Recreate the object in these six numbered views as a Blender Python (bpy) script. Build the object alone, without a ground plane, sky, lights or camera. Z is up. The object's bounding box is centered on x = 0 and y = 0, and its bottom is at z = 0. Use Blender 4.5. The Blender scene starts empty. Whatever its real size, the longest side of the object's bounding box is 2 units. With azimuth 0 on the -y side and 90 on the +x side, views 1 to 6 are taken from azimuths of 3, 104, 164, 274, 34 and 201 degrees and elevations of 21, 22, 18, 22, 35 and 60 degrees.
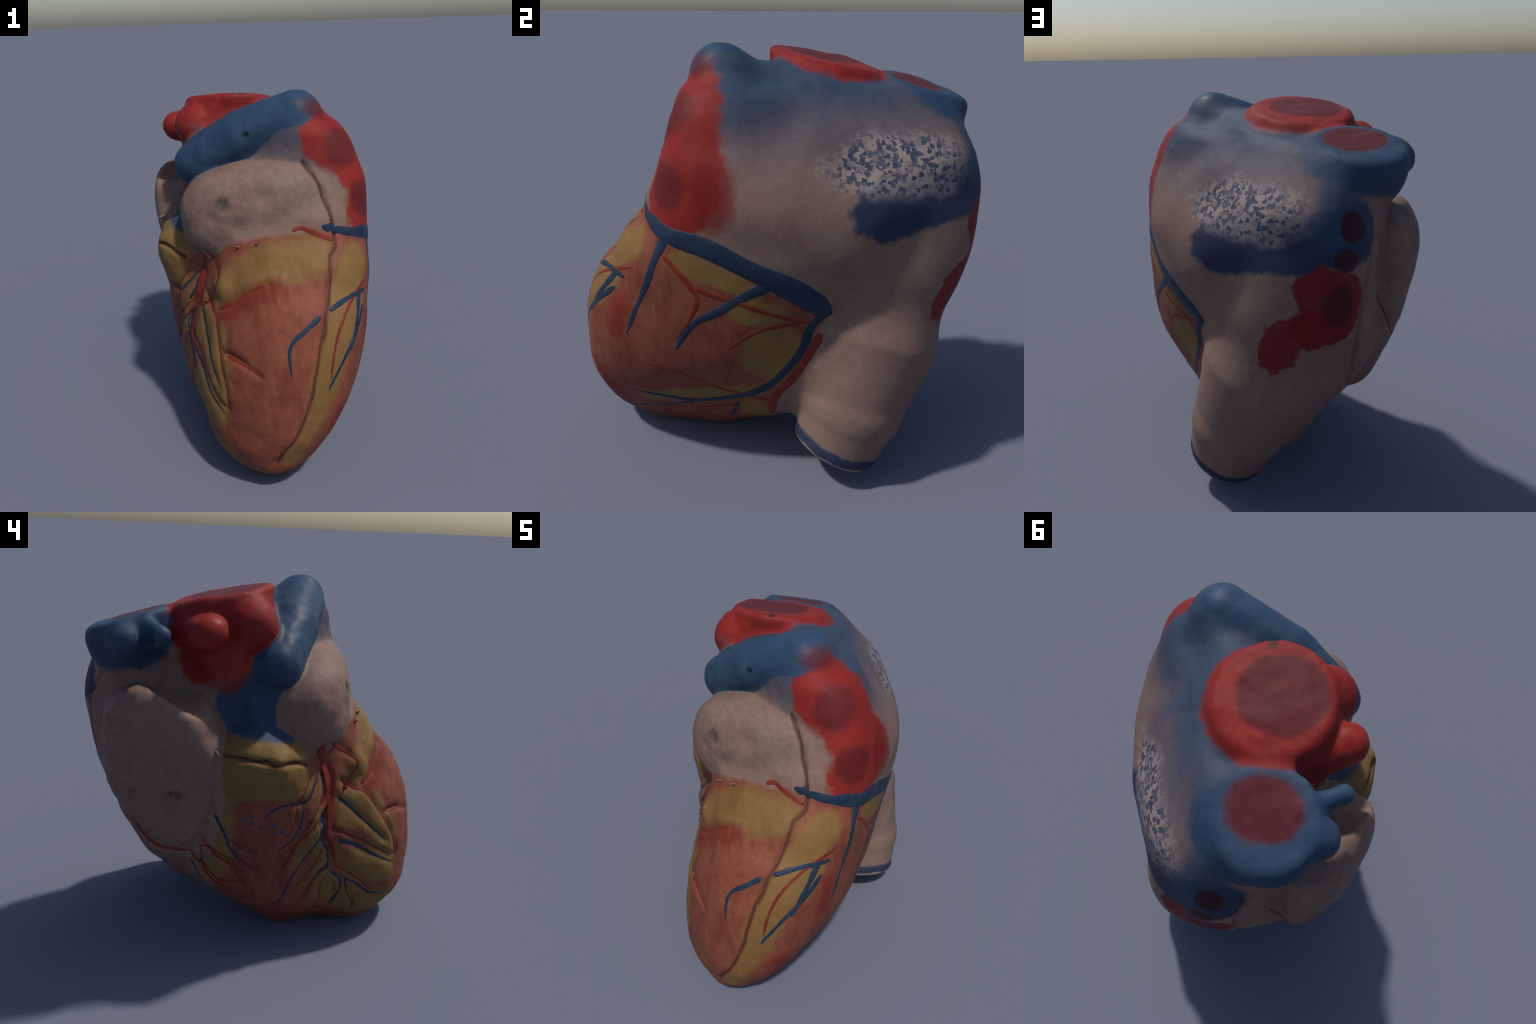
"""Painted anatomical heart model: a smooth, hand-painted plaster heart with cut great vessels.

The body is one implicit solid (a lofted heart mass blended with tubes and ellipsoids for the vessels,
auricles and fat lobes).  It is meshed with surface nets, then its faces are separated by region into parts.
Coronary vessels are flattened tubes laid on that surface.
"""
import bpy
import math
import numpy as np
from mathutils import Vector, Euler, noise
from mathutils.bvhtree import BVHTree

# ------------------------------------------------------------------ implicit shapes
def smin(a,b,k):
    h=np.clip(0.5+0.5*(b-a)/k,0,1); return b+(a-b)*h-k*h*(1-h)
def smax(a,b,k): return -smin(-a,-b,k)
def rot(e):
    (sx,sy,sz),(cx,cy,cz)=np.sin(e),np.cos(e)
    return np.array([[cz*cy,cz*sy*sx-sz*cx,cz*sy*cx+sz*sx],[sz*cy,sz*sy*sx+cz*cx,sz*sy*cx-cz*sx],[-sy,cy*sx,cy*cx]])
def spline(zs,V,z):
    zs=np.asarray(zs,float);V=np.asarray(V,float)
    m=np.gradient(V,zs,axis=0); z=np.clip(z,zs[0],zs[-1]); i=np.clip(np.searchsorted(zs,z)-1,0,len(zs)-2)
    h=(zs[i+1]-zs[i]); t=(z-zs[i])/h; t2=t*t;t3=t2*t
    return ((2*t3-3*t2+1)[...,None]*V[i]+((t3-2*t2+t)*h)[...,None]*m[i]+(3*t2-2*t3)[...,None]*V[i+1]+((t3-t2)*h)[...,None]*m[i+1])
def ell(P,c,r,e=(0,0,0)):
    q=(P-np.asarray(c))@rot(np.asarray(e,float)); r=np.maximum(np.asarray(r),.01)
    k0=np.linalg.norm(q/r,axis=-1)+1e-9; k1=np.linalg.norm(q/r**2,axis=-1)+1e-9
    return k0*(k0-1)/k1
def rounded(points, per=8):
    """Catmull-Rom curve through control points."""
    p = [np.asarray(q, float) for q in points]
    p = [2 * p[0] - p[1]] + p + [2 * p[-1] - p[-2]]
    out = []
    for a, b, c, d in zip(p, p[1:], p[2:], p[3:]):
        for t in np.arange(per) / per:
            out.append(0.5 * (2 * b + (c - a) * t + (2 * a - 5 * b + 4 * c - d) * t * t + (3 * b - a - 3 * c + d) * t ** 3))
    return np.array(out + [p[-2]])
def tube(P,pts):
    """chain of round cones: x,y,z,r"""
    pts=np.asarray(pts,float); f=None
    for a,b in zip(pts[:-1],pts[1:]):
        ab=b[:3]-a[:3]; t=np.clip(((P-a[:3])@ab)/(ab@ab),0,1)
        d=np.linalg.norm(P-a[:3]-t[...,None]*ab,axis=-1)-(a[3]+(b[3]-a[3])*t)
        f=d if f is None else np.minimum(f,d)
    return f
def starloft(P,S,k=0.06):
    """freeform sections; each row: z, cx, cy, then radii at equal angles from +x counter-clockwise"""
    S=np.asarray(S,float); zs=S[:,0]; v=spline(zs,S[:,1:],P[...,2]); m=S.shape[1]-3
    dx=P[...,0]-v[...,0]; dy=P[...,1]-v[...,1]; a=np.arctan2(dy,dx)/(2*np.pi)*m; i0=np.floor(a).astype(int); t=a-i0
    R=v[...,2:]
    g=lambda o: np.take_along_axis(R,((i0+o)%m)[...,None],-1)[...,0]
    p0,p1,p2,p3=g(-1),g(0),g(1),g(2)
    r=p1+0.5*t*(p2-p0+t*(2*p0-5*p1+4*p2-p3+t*(3*(p1-p2)+p3-p0)))
    dr=0.5*(p2-p0)*m/(2*np.pi)  # slope dr/dtheta
    f=(np.hypot(dx,dy)-r)/np.sqrt(1+(dr/np.maximum(r,.05))**2)
    return smax(smax(f,P[...,2]-zs[-1],k),zs[0]-P[...,2],k)
def pillow(P,c,r,e,n):
    q=(P-np.asarray(c))@rot(np.asarray(e,float)); r=np.maximum(np.asarray(r),.01); n=n[0]
    a=np.abs(q/r)+1e-6; k=(a**n).sum(-1)**(1/n)
    g=np.linalg.norm(a**(n-1)/r,axis=-1)/k**(n-1)
    return (k-1)/g


# ------------------------------------------------------------------ the body's shapes
BODY = {
    "core": ("star", 0, [
        [0.006, 0.051, -0.408, 0.155, 0.162, 0.193, 0.235, 0.294, 0.34, 0.356, 0.318, 0.203, 0.145, 0.155, 0.201, 0.271, 0.309, 0.321, 0.277, 0.227, 0.168],
        [0.12, 0.054, -0.372, 0.253, 0.265, 0.303, 0.366, 0.449, 0.483, 0.468, 0.423, 0.343, 0.277, 0.269, 0.304, 0.39, 0.461, 0.525, 0.463, 0.344, 0.27],
        [0.25, 0.058, -0.32, 0.363, 0.366, 0.432, 0.535, 0.601, 0.629, 0.593, 0.54, 0.477, 0.412, 0.37, 0.393, 0.492, 0.581, 0.623, 0.59, 0.467, 0.392],
        [0.42, 0.056, -0.212, 0.444, 0.441, 0.507, 0.613, 0.714, 0.777, 0.706, 0.621, 0.545, 0.485, 0.452, 0.469, 0.58, 0.681, 0.758, 0.74, 0.601, 0.488],
        [0.6, 0.05, -0.08, 0.506, 0.474, 0.528, 0.652, 0.769, 0.817, 0.75, 0.627, 0.575, 0.542, 0.517, 0.533, 0.626, 0.776, 0.875, 0.859, 0.705, 0.575],
        [0.8, 0.037, 0.027, 0.539, 0.494, 0.508, 0.674, 0.797, 0.8, 0.761, 0.663, 0.594, 0.57, 0.562, 0.569, 0.626, 0.808, 0.948, 0.944, 0.769, 0.617],
        [1, 0.03, 0.085, 0.564, 0.535, 0.544, 0.664, 0.808, 0.818, 0.75, 0.658, 0.579, 0.55, 0.572, 0.569, 0.594, 0.731, 0.9, 0.93, 0.781, 0.638],
        [1.2, 0.03, 0.095, 0.587, 0.575, 0.595, 0.63, 0.809, 0.845, 0.732, 0.632, 0.526, 0.463, 0.451, 0.462, 0.513, 0.649, 0.73, 0.737, 0.757, 0.643],
        [1.4, 0.03, 0.105, 0.591, 0.549, 0.559, 0.623, 0.74, 0.849, 0.722, 0.601, 0.465, 0.366, 0.33, 0.352, 0.43, 0.554, 0.606, 0.707, 0.728, 0.652],
        [1.55, 0.03, 0.112, 0.513, 0.467, 0.454, 0.546, 0.684, 0.79, 0.711, 0.565, 0.418, 0.313, 0.271, 0.284, 0.341, 0.423, 0.517, 0.621, 0.709, 0.62],
        [1.7, 0.03, 0.12, 0.379, 0.349, 0.353, 0.399, 0.509, 0.674, 0.642, 0.502, 0.375, 0.288, 0.246, 0.242, 0.272, 0.336, 0.444, 0.565, 0.652, 0.515],
        [1.82, 0.056, 0.083, 0.28, 0.218, 0.21, 0.256, 0.355, 0.511, 0.524, 0.397, 0.309, 0.256, 0.221, 0.202, 0.214, 0.275, 0.395, 0.507, 0.541, 0.418],
    ]),
    "belly": ("tube", 0.07, [
        [-0.08, 0.24, 0.39, 0.17],
        [0, 0.24, 0.34, 0.175],
        [0.06, 0.4, 0.36, 0.19],
    ]),
    "flank": ("ell", 0.08, [
        [0.36, -0.42, 1.08],
        [0.25, 0.25, 0.215],
        [0, 0, 0],
    ]),
    "vena": ("tube", 0.09, [
        [0.168, 0.49, 0.63, 0.34],
        [0.3, 0.45, 0.36, 0.258],
        [0.355, 0.39, 0.17, 0.215],
    ]),
    "roof": ("tube", 0.09, [
        [0.23, -0.13, 1.8, 0.125],
        [0.12, 0, 1.79, 0.135],
        [0.08, 0.18, 1.74, 0.15],
        [0, 0.42, 1.6, 0.14],
    ]),
    "crest": ("tube", 0.08, [
        [0.265, -0.185, 1.85, 0.125],
        [0.345, -0.18, 1.66, 0.185],
    ]),
    "cava": ("tube", 0.08, [
        [-0.22, 0.6, 1.58, 0.18],
        [-0.27, 0.64, 1.7, 0.215],
        [-0.26, 0.63, 1.9, 0.205],
    ]),
    "hollow": ("tube", 0.04, [
        [-0.52, 0.66, 1.54, 0.06],
        [-0.5, 0.5, 1.56, 0.09],
        [-0.53, 0.36, 1.5, 0.12],
        [-0.55, 0.24, 1.4, 0.14],
        [-0.57, 0.17, 1.25, 0.13],
        [-0.57, 0.17, 1.05, 0.07],
        [-0.55, 0.21, 0.82, 0.06],
        [-0.52, 0.28, 0.66, 0.05],
    ]),
    "aorta": ("tube", 0.05, [
        [-0.14, 0.2, 1.42, 0.21],
        [-0.155, 0.2, 1.62, 0.27],
        [-0.125, 0.19, 1.97, 0.26],
    ]),
    "bulge": ("tube", 0.05, [
        [-0.2, 0.08, 1.78, 0.17],
        [-0.3, 0.02, 1.79, 0.13],
    ]),
    "cut": ("cut", 0.04, [
    ]),
    "trunk": ("tube", 0.04, [
        [-0.18, -0.06, 1.22, 0.2],
        [-0.17, -0.05, 1.4, 0.2],
        [-0.2, -0.07, 1.55, 0.165],
    ]),
    "tube": ("tube", 0.04, [
        [-0.3, -0.115, 1.605, 0.12],
        [-0.04, -0.162, 1.755, 0.143],
        [0.25, -0.205, 1.877, 0.12],
    ]),
    "shoulder": ("tube", 0.03, [
        [-0.3, 0.63, 1.65, 0.13],
        [-0.46, 0.61, 1.715, 0.085],
    ]),
    "ledge": ("ell", 0.05, [
        [-0.33, -0.006, 1.08],
        [0.243, 0.3, 0.235],
        [0, 0, 0],
    ]),
    "cleft": ("tube", 0.03, [
        [-0.42, -0.28, 1.52, 0.05],
        [-0.42, -0.34, 1.3, 0.08],
        [-0.35, -0.45, 1.12, 0.1],
        [-0.3, -0.54, 0.98, 0.05],
    ]),
    "slab": ("pillow", 0.012, [
        [-0.378, 0.384, 0.985],
        [0.2, 0.311, 0.55],
        [-0.163, -0.255, -0.137],
        [3],
    ]),
    "rim": ("tube", 0.03, [
        [-0.42, 0.645, 1.38, 0.085],
        [-0.42, 0.665, 1.2, 0.1],
        [-0.4, 0.65, 1, 0.1],
        [-0.37, 0.6, 0.8, 0.08],
    ]),
    "notch": ("tube", 0.03, [
        [-0.62, 0.05, 1.48, 0.12],
        [-0.57, 0.2, 1.52, 0.13],
        [-0.47, 0.36, 1.56, 0.14],
        [-0.43, 0.46, 1.57, 0.1],
    ]),
    "auricle": ("pillow", 0.02, [
        [0.083, -0.236, 1.38],
        [0.466, 0.27, 0.275],
        [-0.02, -0.162, 0.027],
        [2.6],
    ]),
    "stump": ("tube", 0.025, [
        [-0.29, 0.33, 1.73, 0.09],
        [-0.45, 0.2, 1.765, 0.085],
    ]),
    "bud": ("tube", 0.02, [
        [-0.38, 0.55, 1.76, 0.07],
        [-0.47, 0.45, 1.765, 0.04],
        [-0.5, 0.42, 1.755, 0.042],
    ]),
    "lobe": ("tube", 0.03, [
        [-0.11, -0.535, 1.04, 0.08],
        [-0.05, -0.46, 1.13, 0.1],
        [0.08, -0.44, 1.15, 0.1],
    ]),
    "nub": ("tube", 0.06, [
        [-0.3, -0.15, 1.18, 0.08],
        [-0.509, -0.153, 1.154, 0.03],
    ]),
}
CUT, CUT_HEIGHT = np.array([0.0, 0.196, 0.981]), 1.928  # plane that slices the great vessels off
TILT, TILT_HEIGHT = np.array([0.0, 0.287, 0.958]), 1.911  # the slice dips towards the vena cava
STUB_END = np.array([0.24, -0.37, -0.9])  # flat end of the lower vein stub
TAKEN = ("hollow", "cleft", "notch")  # shapes that take material away


def shape(name, P):
    kind, _, v = BODY[name]
    if kind == "cut":
        return np.maximum(P @ CUT - CUT_HEIGHT, P @ TILT - TILT_HEIGHT)
    d = starloft(P, v) if kind == "star" else pillow(P, *v) if kind == "pillow" else tube(P, v) if kind == "tube" else ell(P, *v)
    return smax(d, P @ STUB_END + 0.145, 0.05) if name == "vena" else d


def field(P):
    """Blend the shapes in order; the cut and the TAKEN ones take material away."""
    f = None
    for name, (kind, blend, v) in BODY.items():
        d = shape(name, P)
        if kind == "cut":
            f = smax(f, d, blend)
        elif name in TAKEN:
            f = smax(f, -d, blend)
        else:
            f = d if f is None else smin(f, d, blend)
    return f - 0.001

# ------------------------------------------------------------------ meshing
STEP = 0.009
LOW = np.array([-0.72, -1.06, -0.06])
HIGH = np.array([0.74, 1.06, 2.09])


def sampled_field():
    """The field on a grid, evaluated finely only near the surface."""
    block = 8
    cells = np.ceil((HIGH - LOW) / (STEP * block)).astype(int)
    n = cells * block + 1
    axes = [LOW[i] + STEP * np.arange(n[i]) for i in range(3)]
    coarse = np.stack(np.meshgrid(*[LOW[i] + STEP * block * (np.arange(cells[i]) + 0.5) for i in range(3)], indexing="ij"), -1)
    fc = field(coarse)
    grid = np.kron(np.where(fc > 0, 1.0, -1.0), np.ones((block,) * 3))
    grid = np.pad(grid, ((0, 1),) * 3, mode="edge")
    near = np.argwhere(np.abs(fc) < STEP * block * 1.6 + 0.03)
    span = np.arange(block + 1)
    for part in np.array_split(near, max(1, len(near) // 300)):
        i = (part * block)[:, :, None] + span  # blocks, axis, offset
        pts = np.stack(np.broadcast_arrays(axes[0][i[:, 0]][:, :, None, None], axes[1][i[:, 1]][:, None, :, None], axes[2][i[:, 2]][:, None, None, :]), -1)
        grid[i[:, 0][:, :, None, None], i[:, 1][:, None, :, None], i[:, 2][:, None, None, :]] = field(pts)
    return grid


def surface_nets(grid):
    inside = grid < 0
    corner = [np.array(c) for c in np.ndindex(2, 2, 2)]
    shape = np.array(grid.shape) - 1
    view = lambda a, c: a[c[0]:c[0] + shape[0], c[1]:c[1] + shape[1], c[2]:c[2] + shape[2]]
    count = sum(view(inside, c).astype(int) for c in corner)
    active = np.argwhere((count > 0) & (count < 8))
    index = -np.ones(shape, int)
    index[tuple(active.T)] = np.arange(len(active))
    total, hits = np.zeros((len(active), 3)), np.zeros(len(active))
    for a in corner:
        for axis in range(3):
            if a[axis] == 0:
                b = a.copy()
                b[axis] = 1
                fa, fb = grid[tuple((active + a).T)], grid[tuple((active + b).T)]
                cross = (fa < 0) != (fb < 0)
                t = fa / np.where(cross, fa - fb, 1)
                total[cross] += a + (t[:, None] * (b - a))[cross]
                hits[cross] += 1
    verts = LOW + STEP * (active + total / hits[:, None])
    faces = []
    for axis in range(3):
        u, v = (axis + 1) % 3, (axis + 2) % 3
        lo, hi = [slice(1, -1)] * 3, [slice(1, -1)] * 3
        lo[axis], hi[axis] = slice(0, -1), slice(1, None)
        e0, e1 = inside[tuple(lo)], inside[tuple(hi)]
        for flip in (False, True):
            e = np.argwhere((e0 & ~e1) if not flip else (~e0 & e1)) + 1
            e[:, axis] -= 1
            quad = []
            for du, dv in ((1, 1), (0, 1), (0, 0), (1, 0)):
                c = e.copy()
                c[:, u] -= du
                c[:, v] -= dv
                quad.append(index[tuple(c.T)])
            q = np.stack(quad, 1)
            faces.append(q[:, ::-1] if flip else q)
    return verts, np.concatenate(faces)


def settle(p):
    """Slide vertices onto the zero level of the field."""
    for _ in range(2):
        f, e = field(p), 0.004
        g = np.stack([field(p + e * np.eye(3)[i]) - f for i in range(3)], -1) / e
        p = p - np.clip(f / np.maximum((g * g).sum(-1), 0.2), -0.01, 0.01)[:, None] * g
    return p


# ------------------------------------------------------------------ coronary vessels: (radius at start, at end), control points
VEINS = [
    ((0.01, 0.007), [(-0.29, -0.38, 1.04), (-0.32, -0.4, 0.95), (-0.35, -0.39, 0.89)]),
    ((0.008, 0.006), [(-0.31, -0.49, 0.39), (-0.28, -0.51, 0.3), (-0.26, -0.48, 0.22)]),
    ((0.009, 0.006), [(-0.29, -0.55, 0.39), (-0.26, -0.58, 0.29), (-0.21, -0.62, 0.2), (-0.17, -0.62, 0.11)]),
    ((0.009, 0.006), [(-0.33, -0.42, 0.84), (-0.37, -0.4, 0.76), (-0.36, -0.43, 0.67)]),
    ((0.04, 0.065), [(0.55, -0.45, 1.31), (0.63, -0.33, 1.26), (0.64, -0.16, 1.22), (0.63, 0.01, 1.14), (0.59, 0.17, 1.06), (0.53, 0.28, 0.97), (0.46, 0.34, 0.88)]),
    ((0.03, 0.012), [(0.47, 0.33, 0.90), (0.48, 0.27, 0.82), (0.46, 0.23, 0.71), (0.47, 0.15, 0.58), (0.47, 0.05, 0.47), (0.47, -0.08, 0.4), (0.47, -0.31, 0.35), (0.48, -0.48, 0.36), (0.46, -0.67, 0.36)]),
    ((0.012, 0.007), [(0.46, -0.31, 0.34), (0.42, -0.5, 0.26), (0.32, -0.72, 0.15)]),
    ((0.024, 0.009), [(0.64, -0.34, 1.25), (0.63, -0.38, 1.16), (0.63, -0.43, 1.03), (0.62, -0.5, 0.89), (0.6, -0.56, 0.75)]),
    ((0.03, 0.01), [(0.61, 0.14, 1.08), (0.62, 0.07, 1.04), (0.63, -0.02, 0.99), (0.63, -0.12, 0.92), (0.64, -0.22, 0.86), (0.63, -0.28, 0.78), (0.62, -0.32, 0.71)]),
    ((0.018, 0.012), [(0.56, -0.59, 1.05), (0.55, -0.71, 0.92), (0.51, -0.78, 0.8)]),
    ((0.012, 0.01), [(0.45, -0.08, 0.35), (0.39, -0.14, 0.21)]),
    ((0.03, 0.024), [(0.6, -0.4, 1.28), (0.49, -0.48, 1.32), (0.38, -0.53, 1.36)]),
    ((0.014, 0.014), [(0.59, -0.55, 1.03), (0.48, -0.7, 1.03), (0.41, -0.77, 1.01)]),
    ((0.016, 0.007), [(0.58, -0.61, 0.97), (0.54, -0.73, 0.87), (0.48, -0.81, 0.78), (0.42, -0.87, 0.67), (0.4, -0.88, 0.63)]),
    ((0.016, 0.007), [(0.36, -0.8, 0.99), (0.29, -0.85, 0.94), (0.23, -0.87, 0.89), (0.21, -0.89, 0.83), (0.22, -0.92, 0.73)]),
    ((0.014, 0.008), [(-0.32, -0.39, 1.07), (-0.37, -0.36, 0.99), (-0.42, -0.31, 0.92), (-0.49, -0.22, 0.92), (-0.52, -0.15, 0.9), (-0.52, -0.1, 0.85)]),
    ((0.012, 0.007), [(-0.43, -0.3, 0.91), (-0.43, -0.29, 0.81), (-0.45, -0.25, 0.71), (-0.47, -0.18, 0.65)]),
    ((0.012, 0.008), [(-0.35, -0.41, 0.81), (-0.36, -0.41, 0.71), (-0.4, -0.33, 0.59), (-0.43, -0.26, 0.46), (-0.4, -0.18, 0.28)]),
    ((0.014, 0.007), [(-0.36, -0.41, 0.7), (-0.34, -0.45, 0.59), (-0.34, -0.46, 0.51), (-0.36, -0.41, 0.47), (-0.38, -0.35, 0.36), (-0.37, -0.29, 0.24)]),
    ((0.014, 0.008), [(-0.33, -0.47, 0.47), (-0.3, -0.54, 0.39), (-0.28, -0.53, 0.3), (-0.25, -0.48, 0.18)]),
    ((0.012, 0.009), [(-0.3, -0.53, 0.41), (-0.27, -0.63, 0.36), (-0.19, -0.74, 0.26), (-0.09, -0.85, 0.23)]),
    ((0.016, 0.008), [(-0.28, -0.49, 0.9), (-0.25, -0.57, 0.82), (-0.22, -0.66, 0.73), (-0.16, -0.78, 0.6)]),
    ((0.018, 0.008), [(-0.32, -0.5, 0.66), (-0.28, -0.6, 0.62), (-0.23, -0.69, 0.55), (-0.13, -0.83, 0.45)]),
    ((0.014, 0.007), [(-0.54, 0.16, 0.88), (-0.53, 0.11, 0.77), (-0.51, 0.08, 0.67), (-0.5, 0.03, 0.59), (-0.48, -0.05, 0.53)]),
    ((0.01, 0.006), [(-0.52, 0.08, 0.72), (-0.52, 0.0, 0.66), (-0.51, -0.05, 0.65)]),
    ((0.009, 0.006), [(-0.44, 0.3, 0.54), (-0.37, 0.24, 0.39), (-0.38, 0.09, 0.31), (-0.38, -0.04, 0.26)]),
]
ARTERIES = [
    ((0.011, 0.007), [(-0.25, -0.41, 1.07), (-0.27, -0.44, 0.98), (-0.32, -0.43, 0.86), (-0.39, -0.36, 0.76), (-0.44, -0.27, 0.67), (-0.45, -0.23, 0.58)]),
    ((0.009, 0.006), [(-0.36, -0.42, 0.64), (-0.38, -0.38, 0.53), (-0.4, -0.31, 0.44), (-0.4, -0.24, 0.32)]),
    ((0.008, 0.006), [(-0.33, -0.45, 0.45), (-0.34, -0.42, 0.39), (-0.32, -0.42, 0.29), (-0.28, -0.39, 0.19)]),
    ((0.012, 0.008), [(-0.52, 0.23, 0.72), (-0.49, 0.16, 0.61), (-0.49, 0.07, 0.55), (-0.46, 0.02, 0.45), (-0.45, -0.01, 0.39)]),
    ((0.009, 0.006), [(-0.5, 0.23, 0.65), (-0.43, 0.23, 0.49), (-0.41, 0.16, 0.39), (-0.42, 0.03, 0.34), (-0.43, -0.05, 0.34)]),
    ((0.016, 0.01), [(-0.13, -0.76, 0.77), (-0.07, -0.8, 0.78), (-0.01, -0.85, 0.76)]),
    ((0.008, 0.006), [(-0.4, -0.34, 0.8), (-0.44, -0.27, 0.71), (-0.45, -0.22, 0.62), (-0.45, -0.2, 0.55)]),
    ((0.016, 0.009), [(0.64, -0.35, 1.17), (0.65, -0.27, 1.09), (0.65, -0.22, 1.02), (0.65, -0.2, 0.97), (0.64, -0.24, 0.88), (0.63, -0.31, 0.77)]),
    ((0.014, 0.012), [(0.65, -0.21, 1.03), (0.64, -0.12, 1.0), (0.62, -0.02, 0.97), (0.59, 0.1, 0.92), (0.51, 0.24, 0.86)]),
    ((0.012, 0.008), [(0.5, 0.24, 0.86), (0.56, 0.09, 0.84), (0.58, -0.01, 0.79), (0.59, -0.09, 0.72)]),
    ((0.024, 0.022), [(0.46, 0.31, 0.79), (0.46, 0.26, 0.68), (0.45, 0.18, 0.54), (0.44, 0.09, 0.4), (0.38, 0.07, 0.26)]),
    ((0.012, 0.007), [(0.43, 0.08, 0.39), (0.47, -0.06, 0.42), (0.51, -0.18, 0.48), (0.58, -0.33, 0.57), (0.59, -0.49, 0.6)]),
    ((0.012, 0.008), [(0.44, -0.1, 0.33), (0.44, -0.24, 0.29), (0.43, -0.4, 0.27), (0.3, -0.56, 0.11)]),
    ((0.01, 0.007), [(0.59, -0.5, 1.08), (0.51, -0.7, 1.01), (0.45, -0.8, 0.91), (0.42, -0.85, 0.79), (0.41, -0.87, 0.69)]),
    ((0.016, 0.01), [(-0.16, -0.61, 0.94), (-0.07, -0.65, 0.99), (0.01, -0.68, 1.07), (0.1, -0.7, 1.12)]),
    ((0.016, 0.013), [(-0.25, -0.45, 1.17), (-0.19, -0.52, 1.13), (-0.19, -0.59, 1.07), (-0.24, -0.52, 0.95)]),
    ((0.01, 0.006), [(-0.11, -0.78, 0.77), (-0.01, -0.85, 0.75), (0.08, -0.91, 0.71)]),
    ((0.014, 0.016), [(0.23, -0.54, 1.34), (0.27, -0.54, 1.36), (0.34, -0.54, 1.33), (0.43, -0.52, 1.28)]),
    ((0.03, 0.016), [(-0.32, -0.39, 1.17), (-0.28, -0.42, 1.07), (-0.31, -0.44, 0.95), (-0.33, -0.45, 0.82), (-0.34, -0.45, 0.68), (-0.33, -0.49, 0.52)]),
    ((0.012, 0.008), [(-0.33, -0.46, 0.73), (-0.28, -0.56, 0.68), (-0.23, -0.69, 0.6), (-0.13, -0.83, 0.49)]),
    ((0.012, 0.009), [(-0.33, -0.49, 0.51), (-0.27, -0.62, 0.41), (-0.17, -0.76, 0.24)]),
    ((0.014, 0.01), [(-0.25, -0.5, 0.99), (-0.2, -0.57, 0.93), (-0.17, -0.63, 0.9), (-0.15, -0.75, 0.75), (-0.11, -0.83, 0.59), (-0.11, -0.85, 0.49)]),
    ((0.012, 0.007), [(-0.32, -0.43, 0.94), (-0.37, -0.38, 0.86), (-0.41, -0.31, 0.74), (-0.45, -0.24, 0.61), (-0.46, -0.18, 0.47)]),
    ((0.012, 0.007), [(-0.34, -0.46, 0.52), (-0.37, -0.39, 0.44), (-0.37, -0.33, 0.28)]),
    ((0.01, 0.007), [(-0.36, -0.35, 1.06), (-0.41, -0.31, 0.98), (-0.45, -0.27, 0.9), (-0.45, -0.25, 0.8), (-0.46, -0.22, 0.73)]),
    ((0.012, 0.008), [(-0.46, 0.61, 0.79), (-0.45, 0.56, 0.69), (-0.46, 0.48, 0.63), (-0.47, 0.38, 0.62), (-0.48, 0.3, 0.61)]),
    ((0.014, 0.007), [(-0.48, 0.3, 0.61), (-0.44, 0.23, 0.5), (-0.43, 0.14, 0.43), (-0.46, 0.0, 0.44)]),
    ((0.012, 0.006), [(-0.5, 0.25, 0.68), (-0.49, 0.1, 0.59), (-0.48, 0.03, 0.5)]),
    ((0.01, 0.006), [(-0.32, 0.77, 1.13), (-0.39, 0.69, 0.96), (-0.43, 0.66, 0.85)]),
]
FOLD = [(0.28, -0.39, 1.66), (0.34, -0.43, 1.6), (0.39, -0.46, 1.5), (0.43, -0.5, 1.38), (0.44, -0.52, 1.26), (0.41, -0.56, 1.19), (0.4, -0.74, 1.05), (0.38, -0.83, 0.93), (0.35, -0.88, 0.78), (0.32, -0.92, 0.62), (0.29, -0.92, 0.51), (0.23, -0.92, 0.38), (0.14, -0.92, 0.23)]
FAT_CREASE = [(-0.55, 0.13, 1.19), (-0.54, 0.02, 1.18), (-0.54, -0.1, 1.17), (-0.54, -0.17, 1.16), (-0.47, -0.24, 1.15), (-0.38, -0.32, 1.12)]
BACK_CREASE = [(-0.35, 0.8, 1.51), (-0.27, 0.87, 1.41), (-0.24, 0.89, 1.35), (-0.2, 0.89, 1.2), (-0.18, 0.87, 1.01), (-0.19, 0.79, 0.8), (-0.2, 0.69, 0.6)]
AURICLE_CREASE = [(-0.56, 0.14, 1.21), (-0.58, 0.16, 1.08), (-0.55, 0.18, 0.9), (-0.52, 0.24, 0.75), (-0.48, 0.33, 0.64), (-0.46, 0.47, 0.64), (-0.47, 0.57, 0.74)]


# ------------------------------------------------------------------ relief drawn on the surface
def line_distance(p, pts):
    pts = np.asarray(pts, float)
    best = None
    for a, b in zip(pts[:-1], pts[1:]):
        ab = b - a
        t = np.clip(((p - a) @ ab) / (ab @ ab), 0, 1)
        d = np.linalg.norm(p - a - t[:, None] * ab, axis=1)
        best = d if best is None else np.minimum(best, d)
    return best


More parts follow.
